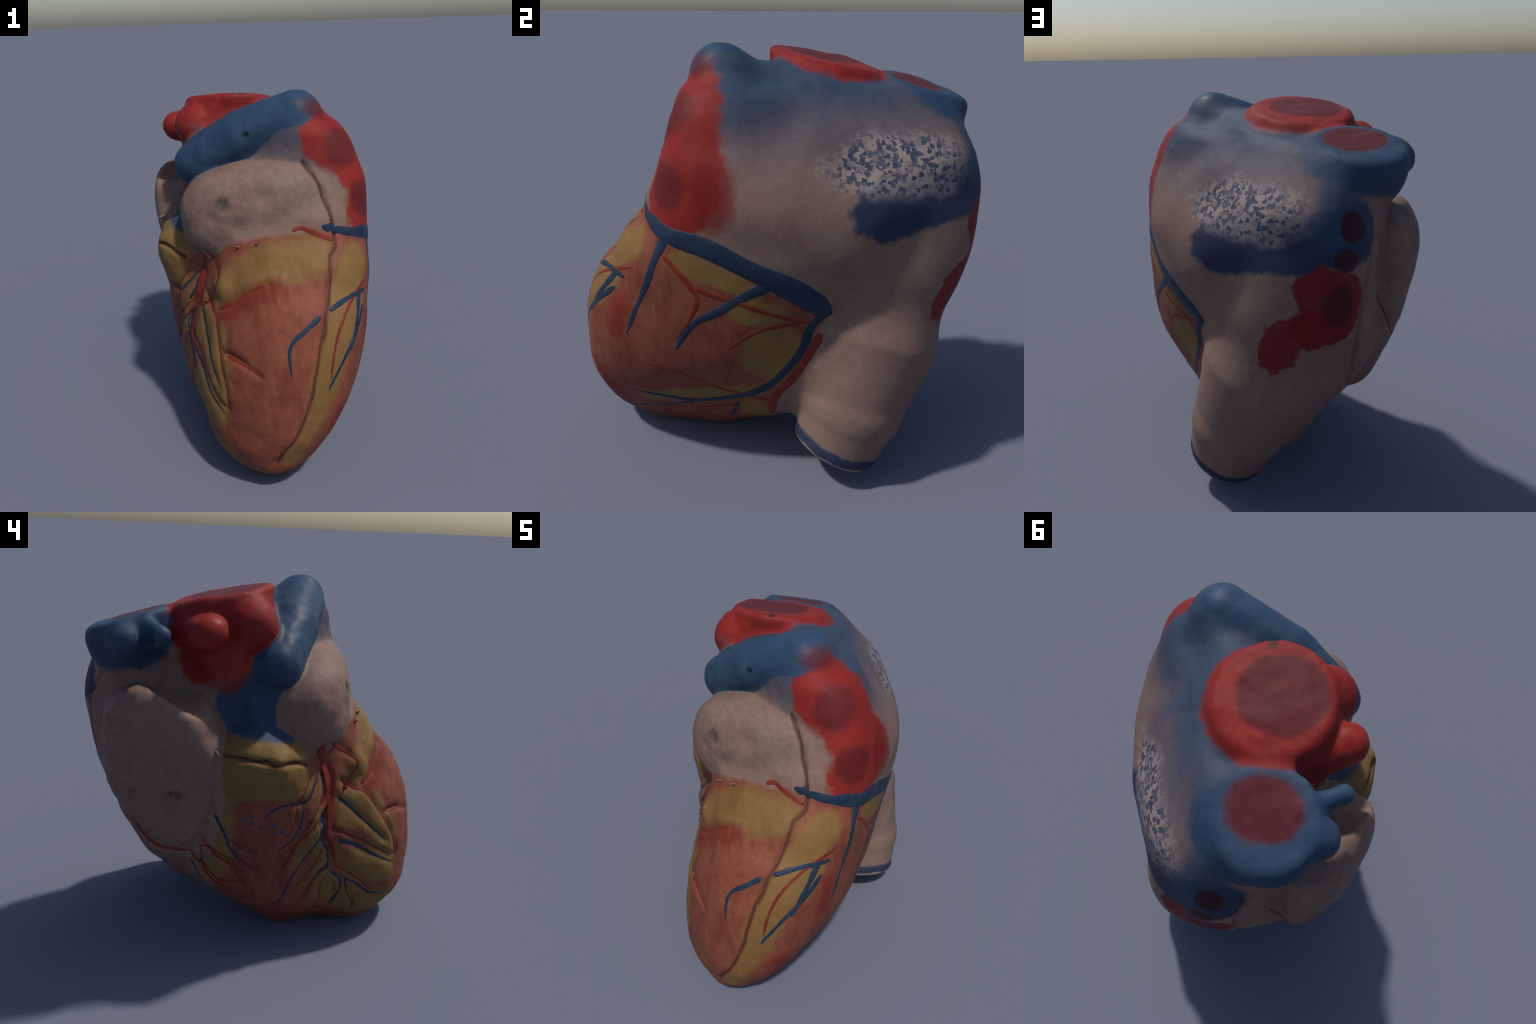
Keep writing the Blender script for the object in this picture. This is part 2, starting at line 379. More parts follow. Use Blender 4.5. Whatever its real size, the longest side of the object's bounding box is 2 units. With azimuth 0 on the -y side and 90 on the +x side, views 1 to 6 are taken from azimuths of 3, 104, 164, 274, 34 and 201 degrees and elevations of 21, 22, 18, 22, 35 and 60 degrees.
# ------------------------------------------------------------------ materials
class Paint:
    """A Principled material whose colour is a stack of soft-edged patches on Object coordinates."""

    def __init__(self, name, base, rough=0.6):
        self.mat = bpy.data.materials.new(name)
        self.mat.use_nodes = True
        self.t = self.mat.node_tree
        self.bsdf = self.t.nodes["Principled BSDF"]
        self.bsdf.inputs["Roughness"].default_value = rough
        self.bsdf.inputs["Specular IOR Level"].default_value = 0.16
        self.obj = self.node("ShaderNodeTexCoord").outputs["Object"]
        wob = self.node("ShaderNodeTexNoise", Scale=9.0, Detail=4.0, Roughness=0.6)
        self.link(self.obj, wob.inputs["Vector"])
        sub = self.vec("SUBTRACT", wob.outputs["Color"], (0.5, 0.5, 0.5))
        self.wobble = sub
        self.warped = {}
        self.colour = self.rgb(base)

    def node(self, kind, **inputs):
        n = self.t.nodes.new(kind)
        for k, v in inputs.items():
            n.inputs[k.replace("_", " ")].default_value = v
        return n

    def link(self, a, b):
        self.t.links.new(a, b)

    def put(self, value, socket):
        if isinstance(value, bpy.types.NodeSocket):
            self.link(value, socket)
        else:
            socket.default_value = value

    def rgb(self, c):
        n = self.node("ShaderNodeRGB")
        n.outputs[0].default_value = (*c, 1)
        return n.outputs[0]

    def vec(self, op, a, b=None, scale=None):
        n = self.node("ShaderNodeVectorMath")
        n.operation = op
        self.put(a, n.inputs[0])
        if b is not None:
            self.put(b, n.inputs[1])
        if scale is not None:
            self.put(scale, n.inputs["Scale"])
        return n.outputs["Value"] if op in ("DOT_PRODUCT", "LENGTH", "DISTANCE") else n.outputs["Vector"]

    def math(self, op, a, b=0.0):
        n = self.node("ShaderNodeMath")
        n.operation = op
        self.put(a, n.inputs[0])
        self.put(b, n.inputs[1])
        return n.outputs[0]

    def clamp(self, value):
        n = self.node("ShaderNodeClamp")
        self.link(value, n.inputs["Value"])
        return n.outputs[0]

    def place(self, jitter):
        key = 0.0 if jitter < 0.015 else 0.05 if jitter < 0.1 else 0.13
        if key not in self.warped:
            self.warped[key] = self.obj if not key else self.vec("ADD", self.obj, self.vec("SCALE", self.wobble, scale=key))
        return self.warped[key]

    def fade(self, value, full, none):
        n = self.node("ShaderNodeMapRange")
        n.interpolation_type = "SMOOTHSTEP"
        self.link(value, n.inputs["Value"])
        for k, v in (("From Min", full), ("From Max", none), ("To Min", 1.0), ("To Max", 0.0)):
            n.inputs[k].default_value = v
        return n.outputs["Result"]

    def blob(self, centre, radii, turn=(0, 0, 0), soft=0.15, jitter=0.05):
        n = self.node("ShaderNodeMapping", Location=centre, Rotation=tuple(turn), Scale=radii)
        n.vector_type = "TEXTURE"
        self.link(self.place(jitter), n.inputs["Vector"])
        return self.fade(self.vec("LENGTH", n.outputs[0]), 1 - soft, 1 + soft)

    def stroke(self, pts, radius, soft=0.4, jitter=0.02):
        """Band along a polyline."""
        pts, best, here = [np.array(q, float) for q in pts], None, self.place(jitter)
        for a, b in zip(pts[:-1], pts[1:]):
            ab = b - a
            pa = self.vec("SUBTRACT", here, tuple(a))
            h = self.clamp(self.vec("DOT_PRODUCT", pa, tuple(ab / (ab @ ab))))
            d = self.vec("DISTANCE", pa, self.vec("SCALE", tuple(ab), scale=h))
            best = d if best is None else self.math("MINIMUM", best, d)
        return self.fade(best, radius * (1 - soft), radius * (1 + soft))

    def half(self, normal, offset, soft=0.03, jitter=0.05):
        """One side of a plane: where normal . p < offset."""
        n = np.array(normal, float)
        n /= np.linalg.norm(n)
        return self.fade(self.vec("DOT_PRODUCT", self.place(jitter), tuple(n)), offset - soft, offset + soft)

    def noise(self, scale, lo=0.4, hi=0.6, detail=5.0, stretch=None):
        n = self.node("ShaderNodeTexNoise", Scale=scale, Detail=detail, Roughness=0.6)
        src = self.obj
        if stretch:
            m = self.node("ShaderNodeMapping", Scale=stretch[0], Rotation=stretch[1])
            self.link(self.obj, m.inputs["Vector"])
            src = m.outputs[0]
        self.link(src, n.inputs["Vector"])
        return self.fade(n.outputs["Fac"], hi, lo)

    def times(self, a, b):
        return self.math("MULTIPLY", a, b)

    def lay(self, mask, colour, amount=1.0, blend="MIX"):
        n = self.node("ShaderNodeMix")
        n.data_type, n.blend_type = "RGBA", blend
        if amount != 1.0:
            mask = self.math("MULTIPLY", mask, amount)
        self.link(mask, n.inputs["Factor"])
        self.link(self.colour, n.inputs["A"])
        self.put(colour if isinstance(colour, bpy.types.NodeSocket) else (*colour, 1), n.inputs["B"])
        self.colour = n.outputs["Result"]

    def finish(self, mottle=0.12, bump=0.15, scale=38.0):
        n = self.node("ShaderNodeTexNoise", Scale=scale, Detail=6.0, Roughness=0.65)
        self.link(self.obj, n.inputs["Vector"])
        big = self.node("ShaderNodeTexNoise", Scale=7.0, Detail=3.0)
        self.link(self.obj, big.inputs["Vector"])
        both = self.math("ADD", self.math("MULTIPLY", n.outputs["Fac"], 0.6), self.math("MULTIPLY", big.outputs["Fac"], 0.4))
        gain = self.node("ShaderNodeMapRange")
        self.link(both, gain.inputs["Value"])
        for k, v in (("From Min", 0.3), ("From Max", 0.7), ("To Min", 1 - mottle * 1.4), ("To Max", 1 + mottle * 1.4)):
            gain.inputs[k].default_value = v
        out = self.vec("SCALE", self.colour, scale=gain.outputs["Result"])
        self.link(out, self.bsdf.inputs["Base Color"])
        b = self.node("ShaderNodeBump", Strength=bump, Distance=0.01)
        self.link(both, b.inputs["Height"])
        self.link(b.outputs[0], self.bsdf.inputs["Normal"])
        return self.mat

# ------------------------------------------------------------------ palette (base colours)
BEIGE = (0.192, 0.125, 0.097)
ROSE = (0.200, 0.110, 0.092)
MUSCLE = (0.188, 0.056, 0.033)
MUSCLE_DARK = (0.135, 0.030, 0.017)
FAT = (0.186, 0.105, 0.034)
FAT_DEEP = (0.150, 0.082, 0.020)
BLUE = (0.026, 0.054, 0.100)
NAVY = (0.012, 0.027, 0.066)
RED = (0.212, 0.016, 0.013)
DEEP_RED = (0.160, 0.010, 0.010)
CUT_RED = (0.095, 0.013, 0.015)
WINE = (0.037, 0.008, 0.011)
PALE = (0.354, 0.299, 0.265)
DARK_SPOT = (0.031, 0.024, 0.019)  # colour of the small dark spots


def fibres(p, mask):
    """Fine streaks that run down the ventricle walls."""
    p.lay(p.times(mask, p.noise(11.0, 0.42, 0.62, 6.0, ((1.0, 1.0, 0.35), (0.5, 0.2, 0.0)))), MUSCLE_DARK, 0.55)
    p.lay(p.times(mask, p.noise(34.0, 0.45, 0.7, 4.0, ((1.0, 1.0, 0.22), (0.6, 0.3, 0.2)))), (0.215, 0.075, 0.044), 0.5)


def patch_list():
    """Soft patches of the main body, bottom layer first: how the mask is made, colour, strength."""
    B = lambda c, r, soft=0.15, jit=0.05, turn=(0, 0, 0): ("blob", np.array(c), max(r) if not isinstance(r, float) else r, (c, (r, r, r) if isinstance(r, float) else r, turn, soft, jit))
    S = lambda pts, r, soft=0.35, jit=0.04: ("stroke", np.array(pts), r, (pts, r, soft, jit))
    out = []
    # fat on the ventricles
    for m in (
        S([(-0.1, -0.62, 1.06), (0.13, -0.62, 1.19), (0.33, -0.58, 1.22)], 0.115, 0.4, 0.07),
        S([(0.53, -0.5, 1.18), (0.48, -0.7, 1.03), (0.45, -0.83, 0.86), (0.38, -0.9, 0.62)], 0.085, 0.3, 0.06),
        S([(0.33, -0.9, 0.5), (0.22, -0.9, 0.26)], 0.06, 0.5, 0.06),
        B((0.52, 0.1, 0.69), (0.14, 0.15, 0.17), 0.15),
        S([(0.65, -0.27, 1.15), (0.64, -0.12, 1.11), (0.62, 0.04, 1.03)], 0.055, 0.3),
        B((0.60, 0.06, 0.92), (0.1, 0.14, 0.06), 0.25),
        S([(0.49, 0.0, 0.44), (0.5, -0.25, 0.42), (0.46, -0.55, 0.34)], 0.05, 0.4),
        B((0.40, 0.0, 0.30), 0.09, 0.3),
        S([(0.56, -0.62, 1.0), (0.53, -0.72, 0.9)], 0.045, 0.4),
        S([(-0.45, 0.14, 1.2), (-0.52, -0.1, 1.22), (-0.42, -0.3, 1.19)], 0.10, 0.2),
        S([(-0.54, 0.12, 1.05), (-0.54, -0.08, 1.07), (-0.44, -0.28, 1.04)], 0.10, 0.3, 0.06),
        S([(-0.54, 0.15, 0.96), (-0.52, 0.13, 0.8), (-0.5, 0.15, 0.64), (-0.44, 0.18, 0.5)], 0.075, 0.4, 0.07),
        S([(-0.26, -0.55, 0.82), (-0.19, -0.67, 0.82), (-0.15, -0.78, 0.6)], 0.105, 0.2, 0.06),
        S([(-0.25, -0.62, 0.5), (-0.17, -0.78, 0.45)], 0.10, 0.2, 0.05),
        S([(-0.3, -0.45, 0.36), (-0.2, -0.62, 0.25), (-0.1, -0.75, 0.2)], 0.12, 0.3, 0.06),
        S([(-0.35, -0.42, 0.98), (-0.38, -0.38, 0.7), (-0.36, -0.42, 0.45)], 0.05, 0.5, 0.05),
        S([(-0.2, -0.62, 0.18), (-0.05, -0.8, 0.15), (0.08, -0.85, 0.15)], 0.05, 0.5, 0.06),
    ):
        out.append((m, FAT, 0.95))
    for m in (B((0.55, 0.16, 0.72), 0.05), B((-0.54, 0.06, 1.0), 0.05, 0.4), B((-0.3, -0.62, 0.4), 0.06, 0.5), B((0.05, -0.62, 1.22), 0.06, 0.5)):
        out.append((m, FAT_DEEP, 0.6))
    # redder muscle along the vessels
    for m in (
        S([(-0.16, -0.66, 0.92), (0.01, -0.69, 1.04), (0.14, -0.7, 1.1)], 0.05, 0.8),
        S([(-0.32, -0.4, 1.14), (-0.28, -0.43, 1.02), (-0.33, -0.44, 0.7)], 0.045, 0.6),
        S([(0.6, -0.62, 0.75), (0.6, -0.58, 0.9)], 0.05, 0.8),
        S([(0.45, -0.8, 0.45), (0.4, -0.75, 0.25)], 0.07, 0.8),
    ):
        out.append((m, DEEP_RED, 0.7))
    # painted cut ends and vessels of the side and back walls
    out += [
        (S([(0.42, -0.29, 1.77), (0.52, -0.25, 1.64), (0.60, -0.24, 1.47), (0.58, -0.3, 1.40)], 0.165, 0.12, 0.13), RED, 0.97),
        (B((0.66, -0.12, 1.45), (0.12, 0.09, 0.16), 0.3), DEEP_RED, 0.8),
        (B((0.47, -0.32, 1.72), (0.09, 0.12, 0.105), 0.25), CUT_RED, 0.85),
        (B((0.60, -0.34, 1.46), (0.10, 0.10, 0.10), 0.25), CUT_RED, 0.8),
        (B((0.36, -0.27, 1.92), (0.08, 0.08, 0.05), 0.5), CUT_RED, 0.75),
        (S([(0.41, 0.53, 1.36), (0.25, 0.76, 1.39), (0.05, 0.9, 1.42), (-0.15, 0.92, 1.46)], 0.13, 0.15, 0.13), NAVY, 0.93),
        (S([(-0.05, 0.9, 1.5), (-0.1, 0.86, 1.62)], 0.11, 0.4, 0.05), BLUE, 0.8),
        (S([(0.05, 0.93, 1.22), (-0.06, 0.93, 1.2), (-0.06, 0.92, 1.05), (0.06, 0.92, 1.04)], 0.105, 0.10, 0.13), DEEP_RED, 0.95),
        (S([(0.09, 0.92, 1.06), (0.19, 0.87, 0.98), (0.22, 0.84, 0.88)], 0.085, 0.12, 0.13), DEEP_RED, 0.92),
        (B((-0.05, 0.94, 1.14), (0.07, 0.14, 0.11), 0.35), WINE, 0.75),
        (B((-0.12, 0.93, 1.49), (0.065, 0.12, 0.065), 0.15, 0.03), WINE, 0.95),
        (B((-0.08, 0.95, 1.35), (0.06, 0.12, 0.05), 0.2, 0.03), WINE, 0.9),
    ]
    for c in ((-0.54, 0.01, 0.85), (-0.54, -0.03, 0.87), (-0.53, -0.03, 0.83), (-0.52, -0.08, 0.8), (-0.53, -0.11, 0.88), (-0.52, -0.14, 0.88), (-0.5, -0.14, 0.82), (-0.48, -0.18, 0.77)):  # texture artefacts, copied as small blue dots; no vessels here
        out.append((B(c, 0.015, 0.15, 0.0), BLUE, 0.8))
    for c, r in (((-0.54, -0.07, 1.1), 0.022), ((-0.18, -0.77, 0.57), 0.016), ((-0.43, -0.04, 0.35), 0.016), ((-0.05, -0.024, 1.97), 0.022)):
        out.append((B(c, r, 0.6, 0.02), DARK_SPOT, 0.7))
    return out


def body_material(low, high):
    """Shared paint of the main body; only patches that reach the box low..high are included."""
    p = Paint("painted_plaster", BEIGE)
    low, high = low - 0.08, high + 0.08
    p.lay(p.noise(5.0, 0.45, 0.7), ROSE, 0.6)
    below = p.half((-0.12, 0.42, 0.9), 0.935, 0.02, 0.05)
    front = p.half((0.12, 1.0, -0.5), -0.045, 0.02, 0.05)
    heart = p.times(below, front)
    p.lay(heart, MUSCLE)
    fibres(p, heart)
    if low[0] < -0.2:
        streak = p.times(p.blob((-0.36, -0.42, 0.62), (0.24, 0.36, 0.5), (0, 0, 0), 0.3, 0.05), p.noise(5.0, 0.45, 0.6, 5.0, ((1.3, 1.3, 0.5), (0.35, 0.25, 0.0))))
        p.lay(p.times(streak, heart), FAT, 0.8)
    if high[2] > 1.5:  # blue great-vessel wash fading down the back
        sky = p.math("SUBTRACT", 1.0, p.half((0.18, 0.05, 1.0), 1.70, 0.17, 0.10))
        p.lay(sky, BLUE, 0.93)
        p.lay(p.times(sky, p.noise(14.0, 0.5, 0.75)), (0.03, 0.07, 0.075), 0.5)
        p.lay(p.times(sky, p.noise(9.0, 0.55, 0.75)), (0.06, 0.045, 0.09), 0.45)
    speckled = None
    for (kind, where, reach, args), colour, amount in patch_list():
        where = np.atleast_2d(where)
        if (where.min(0) - reach > high).any() or (where.max(0) + reach < low).any():
            continue
        p.lay(p.blob(*args) if kind == "blob" else p.stroke(*args), colour, amount)
    if high[1] > 0.3 and high[2] > 1.3:  # texture artefact copied as paint: pale patch with angular navy pieces
        area = p.blob((0.27, 0.60, 1.525), (0.30, 0.38, 0.125), (0, 0, 0), 0.28, 0.13)
        v = p.node("ShaderNodeTexVoronoi", Scale=50.0)
        v.distance = "CHEBYCHEV"
        p.link(p.obj, v.inputs["Vector"])
        sep = p.node("ShaderNodeSeparateColor")
        p.link(v.outputs["Color"], sep.inputs[0])
        p.lay(area, PALE, 0.55)
        chip = p.math("LESS_THAN", sep.outputs[0], 0.5)
        p.lay(p.times(p.times(area, chip), p.fade(v.outputs["Distance"], 0.5, 0.56)), NAVY, 0.85)
        p.lay(p.times(area, p.math("LESS_THAN", sep.outputs[1], 0.25)), (0.10, 0.10, 0.13), 0.6)
    if high[2] > 1.4 and low[0] < 0.2:
        p.lay(p.blob((-0.29, -0.07, 1.40), (0.27, 0.27, 0.21), (0, 0, 0), 0.08, 0.05), BLUE, 0.97)
        p.lay(p.blob((-0.145, 0.18, 1.76), (0.315, 0.30, 0.42), (0, 0, 0), 0.045, 0.03), RED, 0.97)
        p.lay(p.blob((-0.31, 0.05, 1.8), (0.19, 0.17, 0.17), (0, 0, 0), 0.08, 0.03), RED, 0.97)
        p.lay(p.times(p.blob((-0.145, 0.18, 1.76), (0.315, 0.30, 0.42), (0, 0, 0), 0.045, 0.03), p.noise(6.0, 0.5, 0.7)), (0.31, 0.035, 0.02), 0.6)
        p.lay(p.blob((-0.165, 0.18, 1.94), (0.19, 0.19, 0.1), (0, 0, 0), 0.07, 0.02), CUT_RED, 0.95)
        p.lay(p.blob((-0.30, 0.66, 1.73), (0.33, 0.27, 0.19), (0, 0, 0), 0.08, 0.05), BLUE, 0.97)
        p.lay(p.blob((-0.24, 0.64, 1.84), (0.165, 0.155, 0.08), (0, 0, 0), 0.12, 0.03), CUT_RED, 0.95)
        p.lay(p.blob((-0.05, -0.03, 1.97), (0.022, 0.022, 0.03), (0, 0, 0), 0.6, 0.02), DARK_SPOT, 0.8)
    if low[2] < 0.2 and high[1] > 0.3:
        stub = p.blob((0.34, 0.36, 0.05), (0.30, 0.28, 0.30), (0, 0, 0), 0.05, 0.0)
        for edge, colour in ((-0.225, NAVY), (-0.170, PALE), (-0.156, NAVY)):
            p.lay(p.times(stub, p.math("SUBTRACT", 1.0, p.half(STUB_END, edge, 0.008, 0.05))), colour, 0.92)
    if low[1] < -0.3:
        p.lay(p.stroke(FOLD, 0.010, 0.6, 0.01), (0.07, 0.02, 0.02), 0.85)
    if low[0] < -0.3:
        p.lay(p.stroke(FAT_CREASE, 0.010, 0.6, 0.01), (0.06, 0.02, 0.015), 0.85)  # crease shading put into the colour as a dark line
    return p.finish()


def auricle_material():
    p = Paint("painted_auricle", BEIGE)
    p.lay(p.noise(5.0, 0.45, 0.7), ROSE, 0.8)
    p.lay(p.noise(3.5, 0.5, 0.7), (0.165, 0.122, 0.100), 0.7)
    for c, r in (((-0.13, -0.48, 1.47), 0.035), ((-0.6, 0.33, 0.99), 0.025), ((-0.58, 0.37, 1.0), 0.018)):
        p.lay(p.blob(c, (r, r, r), (0, 0, 0), 0.6, 0.06), DARK_SPOT, 0.6)
    p.lay(p.stroke([(-0.12, -0.62, 1.14), (0.1, -0.62, 1.2), (0.4, -0.55, 1.24)], 0.1, 0.3, 0.06), FAT, 0.9)
    p.lay(p.stroke([(-0.25, -0.45, 1.17), (-0.17, -0.55, 1.17)], 0.03, 0.6, 0.04), NAVY, 0.8)
    p.lay(p.stroke([(0.42, -0.29, 1.77), (0.52, -0.25, 1.64), (0.60, -0.24, 1.47), (0.58, -0.3, 1.40)], 0.165, 0.14, 0.06), RED, 0.97)
    p.lay(p.stroke(FOLD[:11], 0.010, 0.6, 0.01), (0.07, 0.02, 0.02), 0.85)
    return p.finish(0.18, 0.2)


def trunk_material():
    p = Paint("painted_pulmonary_trunk", BLUE, 0.5)
    p.lay(p.noise(6.0, 0.45, 0.7), (0.036, 0.073, 0.125), 0.7)
    p.lay(p.noise(10.0, 0.55, 0.75), (0.027, 0.065, 0.08), 0.5)
    p.lay(p.blob((-0.14, 0.19, 1.75), (0.29, 0.265, 0.36), (0, 0, 0), 0.05, 0.04), RED, 0.9)
    p.lay(p.stroke([(-0.45, 0.14, 1.2), (-0.52, -0.1, 1.22), (-0.42, -0.3, 1.19)], 0.09, 0.2, 0.04), FAT, 0.95)
    p.lay(p.stroke([(0.42, -0.29, 1.77), (0.52, -0.25, 1.64)], 0.13, 0.2, 0.06), RED, 0.9)
    p.lay(p.blob((0.36, -0.27, 1.92), (0.09, 0.08, 0.05), (0, 0, 0), 0.5, 0.05), CUT_RED, 0.75)
    for c in ((-0.16, -0.19, 1.87), (-0.01, -0.3, 1.79)):
        p.lay(p.blob(c, (0.016, 0.016, 0.016), (0, 0, 0), 0.5, 0.02), (0.005, 0.006, 0.01), 0.9)
    return p.finish()


def plain_material(name, colour, second, rough=0.5):
    p = Paint(name, colour, rough)
    p.lay(p.noise(9.0, 0.45, 0.65), second, 0.7)
    return p.finish(0.10, 0.1)


# ------------------------------------------------------------------ build the body
PART_OF = {
    "belly": "atrium", "roof": "atrium", "crest": "atrium", "bulge": "aorta", "flank": "ventricle", "vena": "inferior_vena_cava", "trunk": "pulmonary_trunk", "tube": "pulmonary_trunk", "aorta": "aorta", "cava": "superior_vena_cava",
    "shoulder": "superior_vena_cava", "slab": "right_auricle", "rim": "right_auricle", "auricle": "left_auricle", "stump": "aortic_branch", "bud": "vein_branch",
    "lobe": "fat_pad", "ledge": "fat_pad", "nub": "fat_pad",
}
NAMES = sorted(set(PART_OF.values()))
PLAIN = {"right_auricle": "auricle", "left_auricle": "auricle"}


def part_labels(c):
    """Which part each face centre belongs to: the shape that lies deepest around it."""
    best, label = None, None
    for name, (kind, blend, v) in BODY.items():
        if kind == "cut" or name in TAKEN:
            continue
        d = shape(name, c)
        if name == "core":
            low = (c @ np.array([-0.12, 0.42, 0.9]) < 0.935) & (c @ np.array([0.12, 1.0, -0.5]) < -0.05)
            here = np.where(low, NAMES.index("ventricle"), NAMES.index("atrium"))
            d = d + 0.004
        else:
            here = np.full(len(c), NAMES.index(PART_OF[name]))
        if best is None:
            best, label = d, here
        else:
            label = np.where(d < best, here, label)
            best = np.minimum(best, d)
    return label


def clean_labels(label, quads, rounds=4):
    """Majority vote among neighbouring faces removes specks."""
    n = quads.max() + 1
    for _ in range(rounds):
        votes = np.zeros((n, len(NAMES)))
        for k in range(4):
            np.add.at(votes, (quads[:, k], label), 1)
        label = sum(votes[quads[:, k]] for k in range(4)).argmax(1)
    return label


def smooth_borders(verts, quads, label, rounds=10):
    """Even out the stair-stepped border lines between parts."""
    e = np.concatenate([quads[:, [k, (k + 1) % 4]] for k in range(4)])
    f = np.tile(label, 4)
    e = np.sort(e, 1)
    order = np.lexsort((e[:, 1], e[:, 0]))
    e, f = e[order], f[order]
    same = (e[1:] == e[:-1]).all(1) & (f[1:] != f[:-1])
    edge = e[1:][same]
    for _ in range(rounds):
        total, count = np.zeros_like(verts), np.zeros(len(verts))
        for a, b in ((0, 1), (1, 0)):
            np.add.at(total, edge[:, a], verts[edge[:, b]])
            np.add.at(count, edge[:, a], 1)
        move = count == 2
        verts[move] += 0.5 * (total[move] / count[move, None] - verts[move])
    return verts, move


def on_surface(tree, pts):
    return [tuple(tree.find_nearest(Vector(q))[0]) for q in pts]


def soften(verts, quads, rounds=4):
    """Relax the joints of the blended shapes a little."""
    e = np.concatenate([quads[:, [0, 1]], quads[:, [1, 2]], quads[:, [2, 3]], quads[:, [3, 0]]])
    for _ in range(rounds):
        total = np.stack([np.bincount(e[:, 0], verts[e[:, 1], i], len(verts)) for i in range(3)], 1)
        total += np.stack([np.bincount(e[:, 1], verts[e[:, 0], i], len(verts)) for i in range(3)], 1)
        count = np.bincount(e.ravel(), minlength=len(verts))
        verts = verts + 0.5 * (total / count[:, None] - verts)
    return verts


def carve_relief(verts, normals):
    """Creases, pits and the gentle unevenness of hand-modelled plaster."""
    push = np.zeros(len(verts))
    for line, depth, width in ((FOLD, 0.012, 0.012), (FAT_CREASE, 0.016, 0.014), (BACK_CREASE, 0.02, 0.012), (AURICLE_CREASE, 0.014, 0.016)):
        d = line_distance(verts, rounded(line, 4))
        push -= depth * np.exp(-((d / width) ** 2))
    for radii, line in VEINS + ARTERIES:  # shallow furrows in which the vessels of the front run
        if line[0][0] < 0:
            d = line_distance(verts, rounded(line, 3))
            push -= 0.009 * np.exp(-((d / (1.5 * max(radii))) ** 2))
    for at, depth, width in (((-0.13, -0.48, 1.47), 0.012, 0.03), ((-0.54, -0.07, 1.1), 0.008, 0.02), ((-0.16, -0.19, 1.87), 0.012, 0.012), ((-0.01, -0.3, 1.79), 0.012, 0.012), ((-0.2, -0.5, 1.4), 0.014, 0.045), ((0.08, -0.5, 1.5), 0.012, 0.05), ((-0.05, -0.52, 1.36), 0.01, 0.04), ((-0.28, -0.38, 1.46), 0.014, 0.04), ((-0.3, -0.35, 1.33), 0.016, 0.045), ((0.27, -0.52, 1.36), 0.012, 0.03), ((-0.05, -0.03, 1.97), 0.008, 0.014)):
        d = np.linalg.norm(verts - np.array(at), axis=1)
        push -= depth * np.exp(-((d / width) ** 2))
    ripple = np.array([noise.fractal(Vector(v) * 6.0, 1.0, 2.0, 3) for v in verts.tolist()])
    front = 1 / (1 + np.exp((verts[:, 0] - 0.1 + 0.3 * verts[:, 1]) * 8))  # the front and left carry more modelling marks
    push += ripple * (0.0015 + 0.006 * front)
    wrinkle = np.array([noise.noise(Vector((v[0] * 34 + 3 * v[2], v[1] * 14, v[2] * 22))) for v in verts.tolist()])
    near = np.exp(-(np.linalg.norm((verts - np.array([0.2, -0.68, 1.08])) / np.array([0.16, 0.2, 0.14]), axis=1) ** 2))
    push += 0.006 * wrinkle * near
    return verts + normals * push[:, None]


def mesh_from(name, verts, faces):
    me = bpy.data.meshes.new(name)
    me.vertices.add(len(verts))
    me.vertices.foreach_set("co", np.asarray(verts, np.float32).ravel())
    size = faces.shape[1]
    me.loops.add(faces.size)
    me.loops.foreach_set("vertex_index", faces.ravel().astype(np.int32))
    me.polygons.add(len(faces))
    me.polygons.foreach_set("loop_start", np.arange(len(faces), dtype=np.int32) * size)
    me.update(calc_edges=True)
    me.validate()
    me.polygons.foreach_set("use_smooth", np.ones(len(me.polygons), bool))
    return me


def vertex_normals(me):
    n = np.empty(len(me.vertices) * 3, np.float32)
    me.vertex_normals.foreach_get("vector", n)
    return n.reshape(-1, 3).astype(float)


thing = bpy.data.objects.new("heart_model", None)
thing["label"] = "hand-painted anatomical heart model with cut great vessels"
thing["category"] = "heart model"
bpy.context.collection.objects.link(thing)


def add(name, mesh, material, parent=thing):
    o = bpy.data.objects.new(name, mesh)
    if not mesh.materials:
        mesh.materials.append(material)
    o.parent = parent
    bpy.context.collection.objects.link(o)
    return o


verts, quads = surface_nets(sampled_field())
verts = settle(verts)
label = clean_labels(part_labels(verts[quads].mean(1)), quads)
verts, moved = smooth_borders(verts, quads, label)
verts[moved] = settle(verts[moved])
verts = soften(verts, quads)
tree = BVHTree.FromPolygons(verts.tolist(), quads.tolist())
FOLD, FAT_CREASE, BACK_CREASE, AURICLE_CREASE = (on_surface(tree, line) for line in (FOLD, FAT_CREASE, BACK_CREASE, AURICLE_CREASE))
VEINS, ARTERIES = ([(r, on_surface(tree, line)) for r, line in group] for group in (VEINS, ARTERIES))
whole = mesh_from("whole", verts, quads)
verts = carve_relief(verts, vertex_normals(whole))
bpy.data.meshes.remove(whole)
whole = mesh_from("whole", verts, quads)
normals = vertex_normals(whole)
surface = BVHTree.FromPolygons(verts.tolist(), quads.tolist())
FOLD, FAT_CREASE = (on_surface(surface, rounded(line, 2)) for line in (FOLD, FAT_CREASE))
bpy.data.meshes.remove(whole)

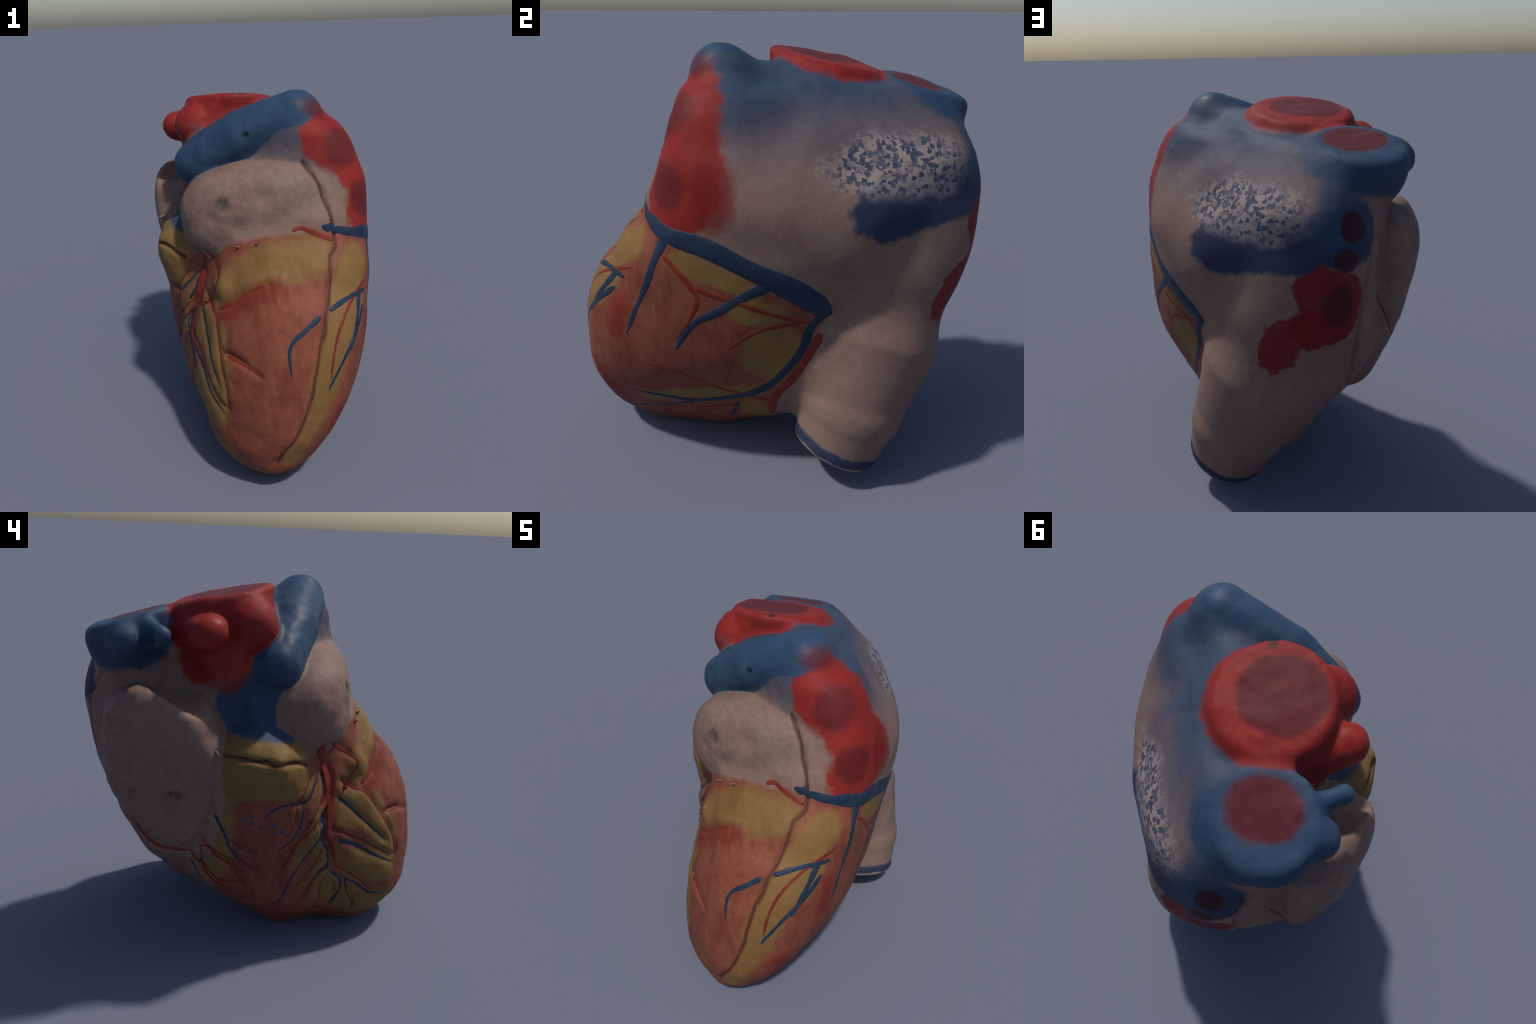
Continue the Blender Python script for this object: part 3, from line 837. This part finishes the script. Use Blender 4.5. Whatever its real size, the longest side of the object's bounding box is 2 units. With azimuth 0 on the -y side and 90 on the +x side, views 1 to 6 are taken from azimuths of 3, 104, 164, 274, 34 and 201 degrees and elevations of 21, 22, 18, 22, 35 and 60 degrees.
SPECIAL = {"right_auricle": auricle_material(), "pulmonary_trunk": trunk_material()}
SPECIAL["left_auricle"] = SPECIAL["right_auricle"]
SPECIAL["aortic_branch"] = plain_material("painted_red", RED, (0.30, 0.035, 0.024))
SPECIAL["vein_branch"] = plain_material("painted_blue", BLUE, (0.04, 0.08, 0.13))
for i, name in enumerate(NAMES):
    mine = quads[label == i]
    if not len(mine):
        continue
    used, inverse = np.unique(mine, return_inverse=True)
    me = mesh_from(name, verts[used], inverse.reshape(-1, 4))
    me.normals_split_custom_set_from_vertices(normals[used].tolist())
    mat = SPECIAL.get(name) or body_material(verts[used].min(0), verts[used].max(0))
    add(PLAIN.get(name, name), me, mat)


# ------------------------------------------------------------------ coronary vessels laid on the surface
def vessel(name, radii, points, material, sides=10, lift=0.28):
    line = rounded(points, 9)
    on, up = [], []
    for q in line:
        at, n, _, _ = surface.find_nearest(Vector(q))
        on.append(np.array(at))
        up.append(np.array(n))
    on, up = np.array(on), np.array(up)
    for _ in range(4):
        on[1:-1] = 0.25 * on[:-2] + 0.5 * on[1:-1] + 0.25 * on[2:]
        up[1:-1] = 0.25 * up[:-2] + 0.5 * up[1:-1] + 0.25 * up[2:]
    on = np.array([np.array(surface.find_nearest(Vector(q))[0]) for q in on])
    up /= np.linalg.norm(up, axis=1)[:, None]
    along = np.gradient(on, axis=0)
    side = np.cross(along, up)
    side /= np.linalg.norm(side, axis=1)[:, None] + 1e-9
    t = np.linspace(0, 1, len(on))
    r = radii[0] + (radii[1] - radii[0]) * t
    r = r * (1 + 0.10 * np.sin(t * 17 + points[0][2] * 40)) * np.sqrt(np.clip(np.minimum(t * 14, (1 - t) * 7) + 0.12, 0, 1))
    rings = []
    for a in np.arange(sides) * math.tau / sides:
        rings.append(on + side * (r * math.cos(a))[:, None] + up * (r * lift * (math.sin(a) * 0.62 - 0.18))[:, None])
    v = np.stack(rings, 1).reshape(-1, 3)
    f = []
    for i in range(len(on) - 1):
        for k in range(sides):
            f.append([i * sides + k, i * sides + (k + 1) % sides, (i + 1) * sides + (k + 1) % sides, (i + 1) * sides + k])
    me = bpy.data.meshes.new(name)
    last = (len(on) - 1) * sides
    me.from_pydata(v.tolist(), [], f + [list(range(sides))[::-1], [last + k for k in range(sides)]])
    me.update()
    me.polygons.foreach_set("use_smooth", np.ones(len(me.polygons), bool))
    return add(name, me, material)


blue = plain_material("vein_paint", (0.014, 0.028, 0.056), (0.022, 0.044, 0.075))
red = plain_material("artery_paint", (0.155, 0.020, 0.013), (0.19, 0.036, 0.02))
for radii, points in VEINS:
    vessel("cardiac_vein", radii, points, blue)
for radii, points in ARTERIES:
    vessel("coronary_artery", radii, points, red)


# ------------------------------------------------------------------ little spurs of plaster left along the seams
def spur(at, toward, length, width, material):
    base, n, _, _ = surface.find_nearest(Vector(at))
    axis = (Vector(toward).normalized() * 0.7 + n * 0.5).normalized()
    u = axis.orthogonal().normalized()
    w = axis.cross(u)
    v = []
    for k, (h, r) in enumerate(((-0.3, 1.0), (0.3, 0.75), (0.7, 0.4), (1.0, 0.08))):
        for j in range(7):
            a = j * math.tau / 7
            v.append(base + axis * (h * length) + (u * math.cos(a) + w * math.sin(a) * 0.6) * (r * width))
    f = [[k * 7 + j, k * 7 + (j + 1) % 7, (k + 1) * 7 + (j + 1) % 7, (k + 1) * 7 + j] for k in range(3) for j in range(7)]
    me = bpy.data.meshes.new("seam_spur")
    me.from_pydata([tuple(q) for q in v], [], f + [list(range(7))[::-1], [21 + j for j in range(7)]])
    me.polygons.foreach_set("use_smooth", np.ones(len(me.polygons), bool))
    add("seam_spur", me, material)


beige = plain_material("spur_paint", BEIGE, ROSE)
for at, toward, length, width in (((-0.05, -0.55, 1.26), (-0.3, -0.5, 0.6), 0.03, 0.012), ((0.05, -0.56, 1.28), (-0.2, -0.5, 0.6), 0.03, 0.012), ((-0.56, 0.15, 1.22), (-1.0, -0.2, 0.1), 0.05, 0.012)):
    spur(at, toward, length, width, beige)
spur((-0.243, -0.52, 0.95), (-0.5, -0.6, 0.3), 0.03, 0.016, red)
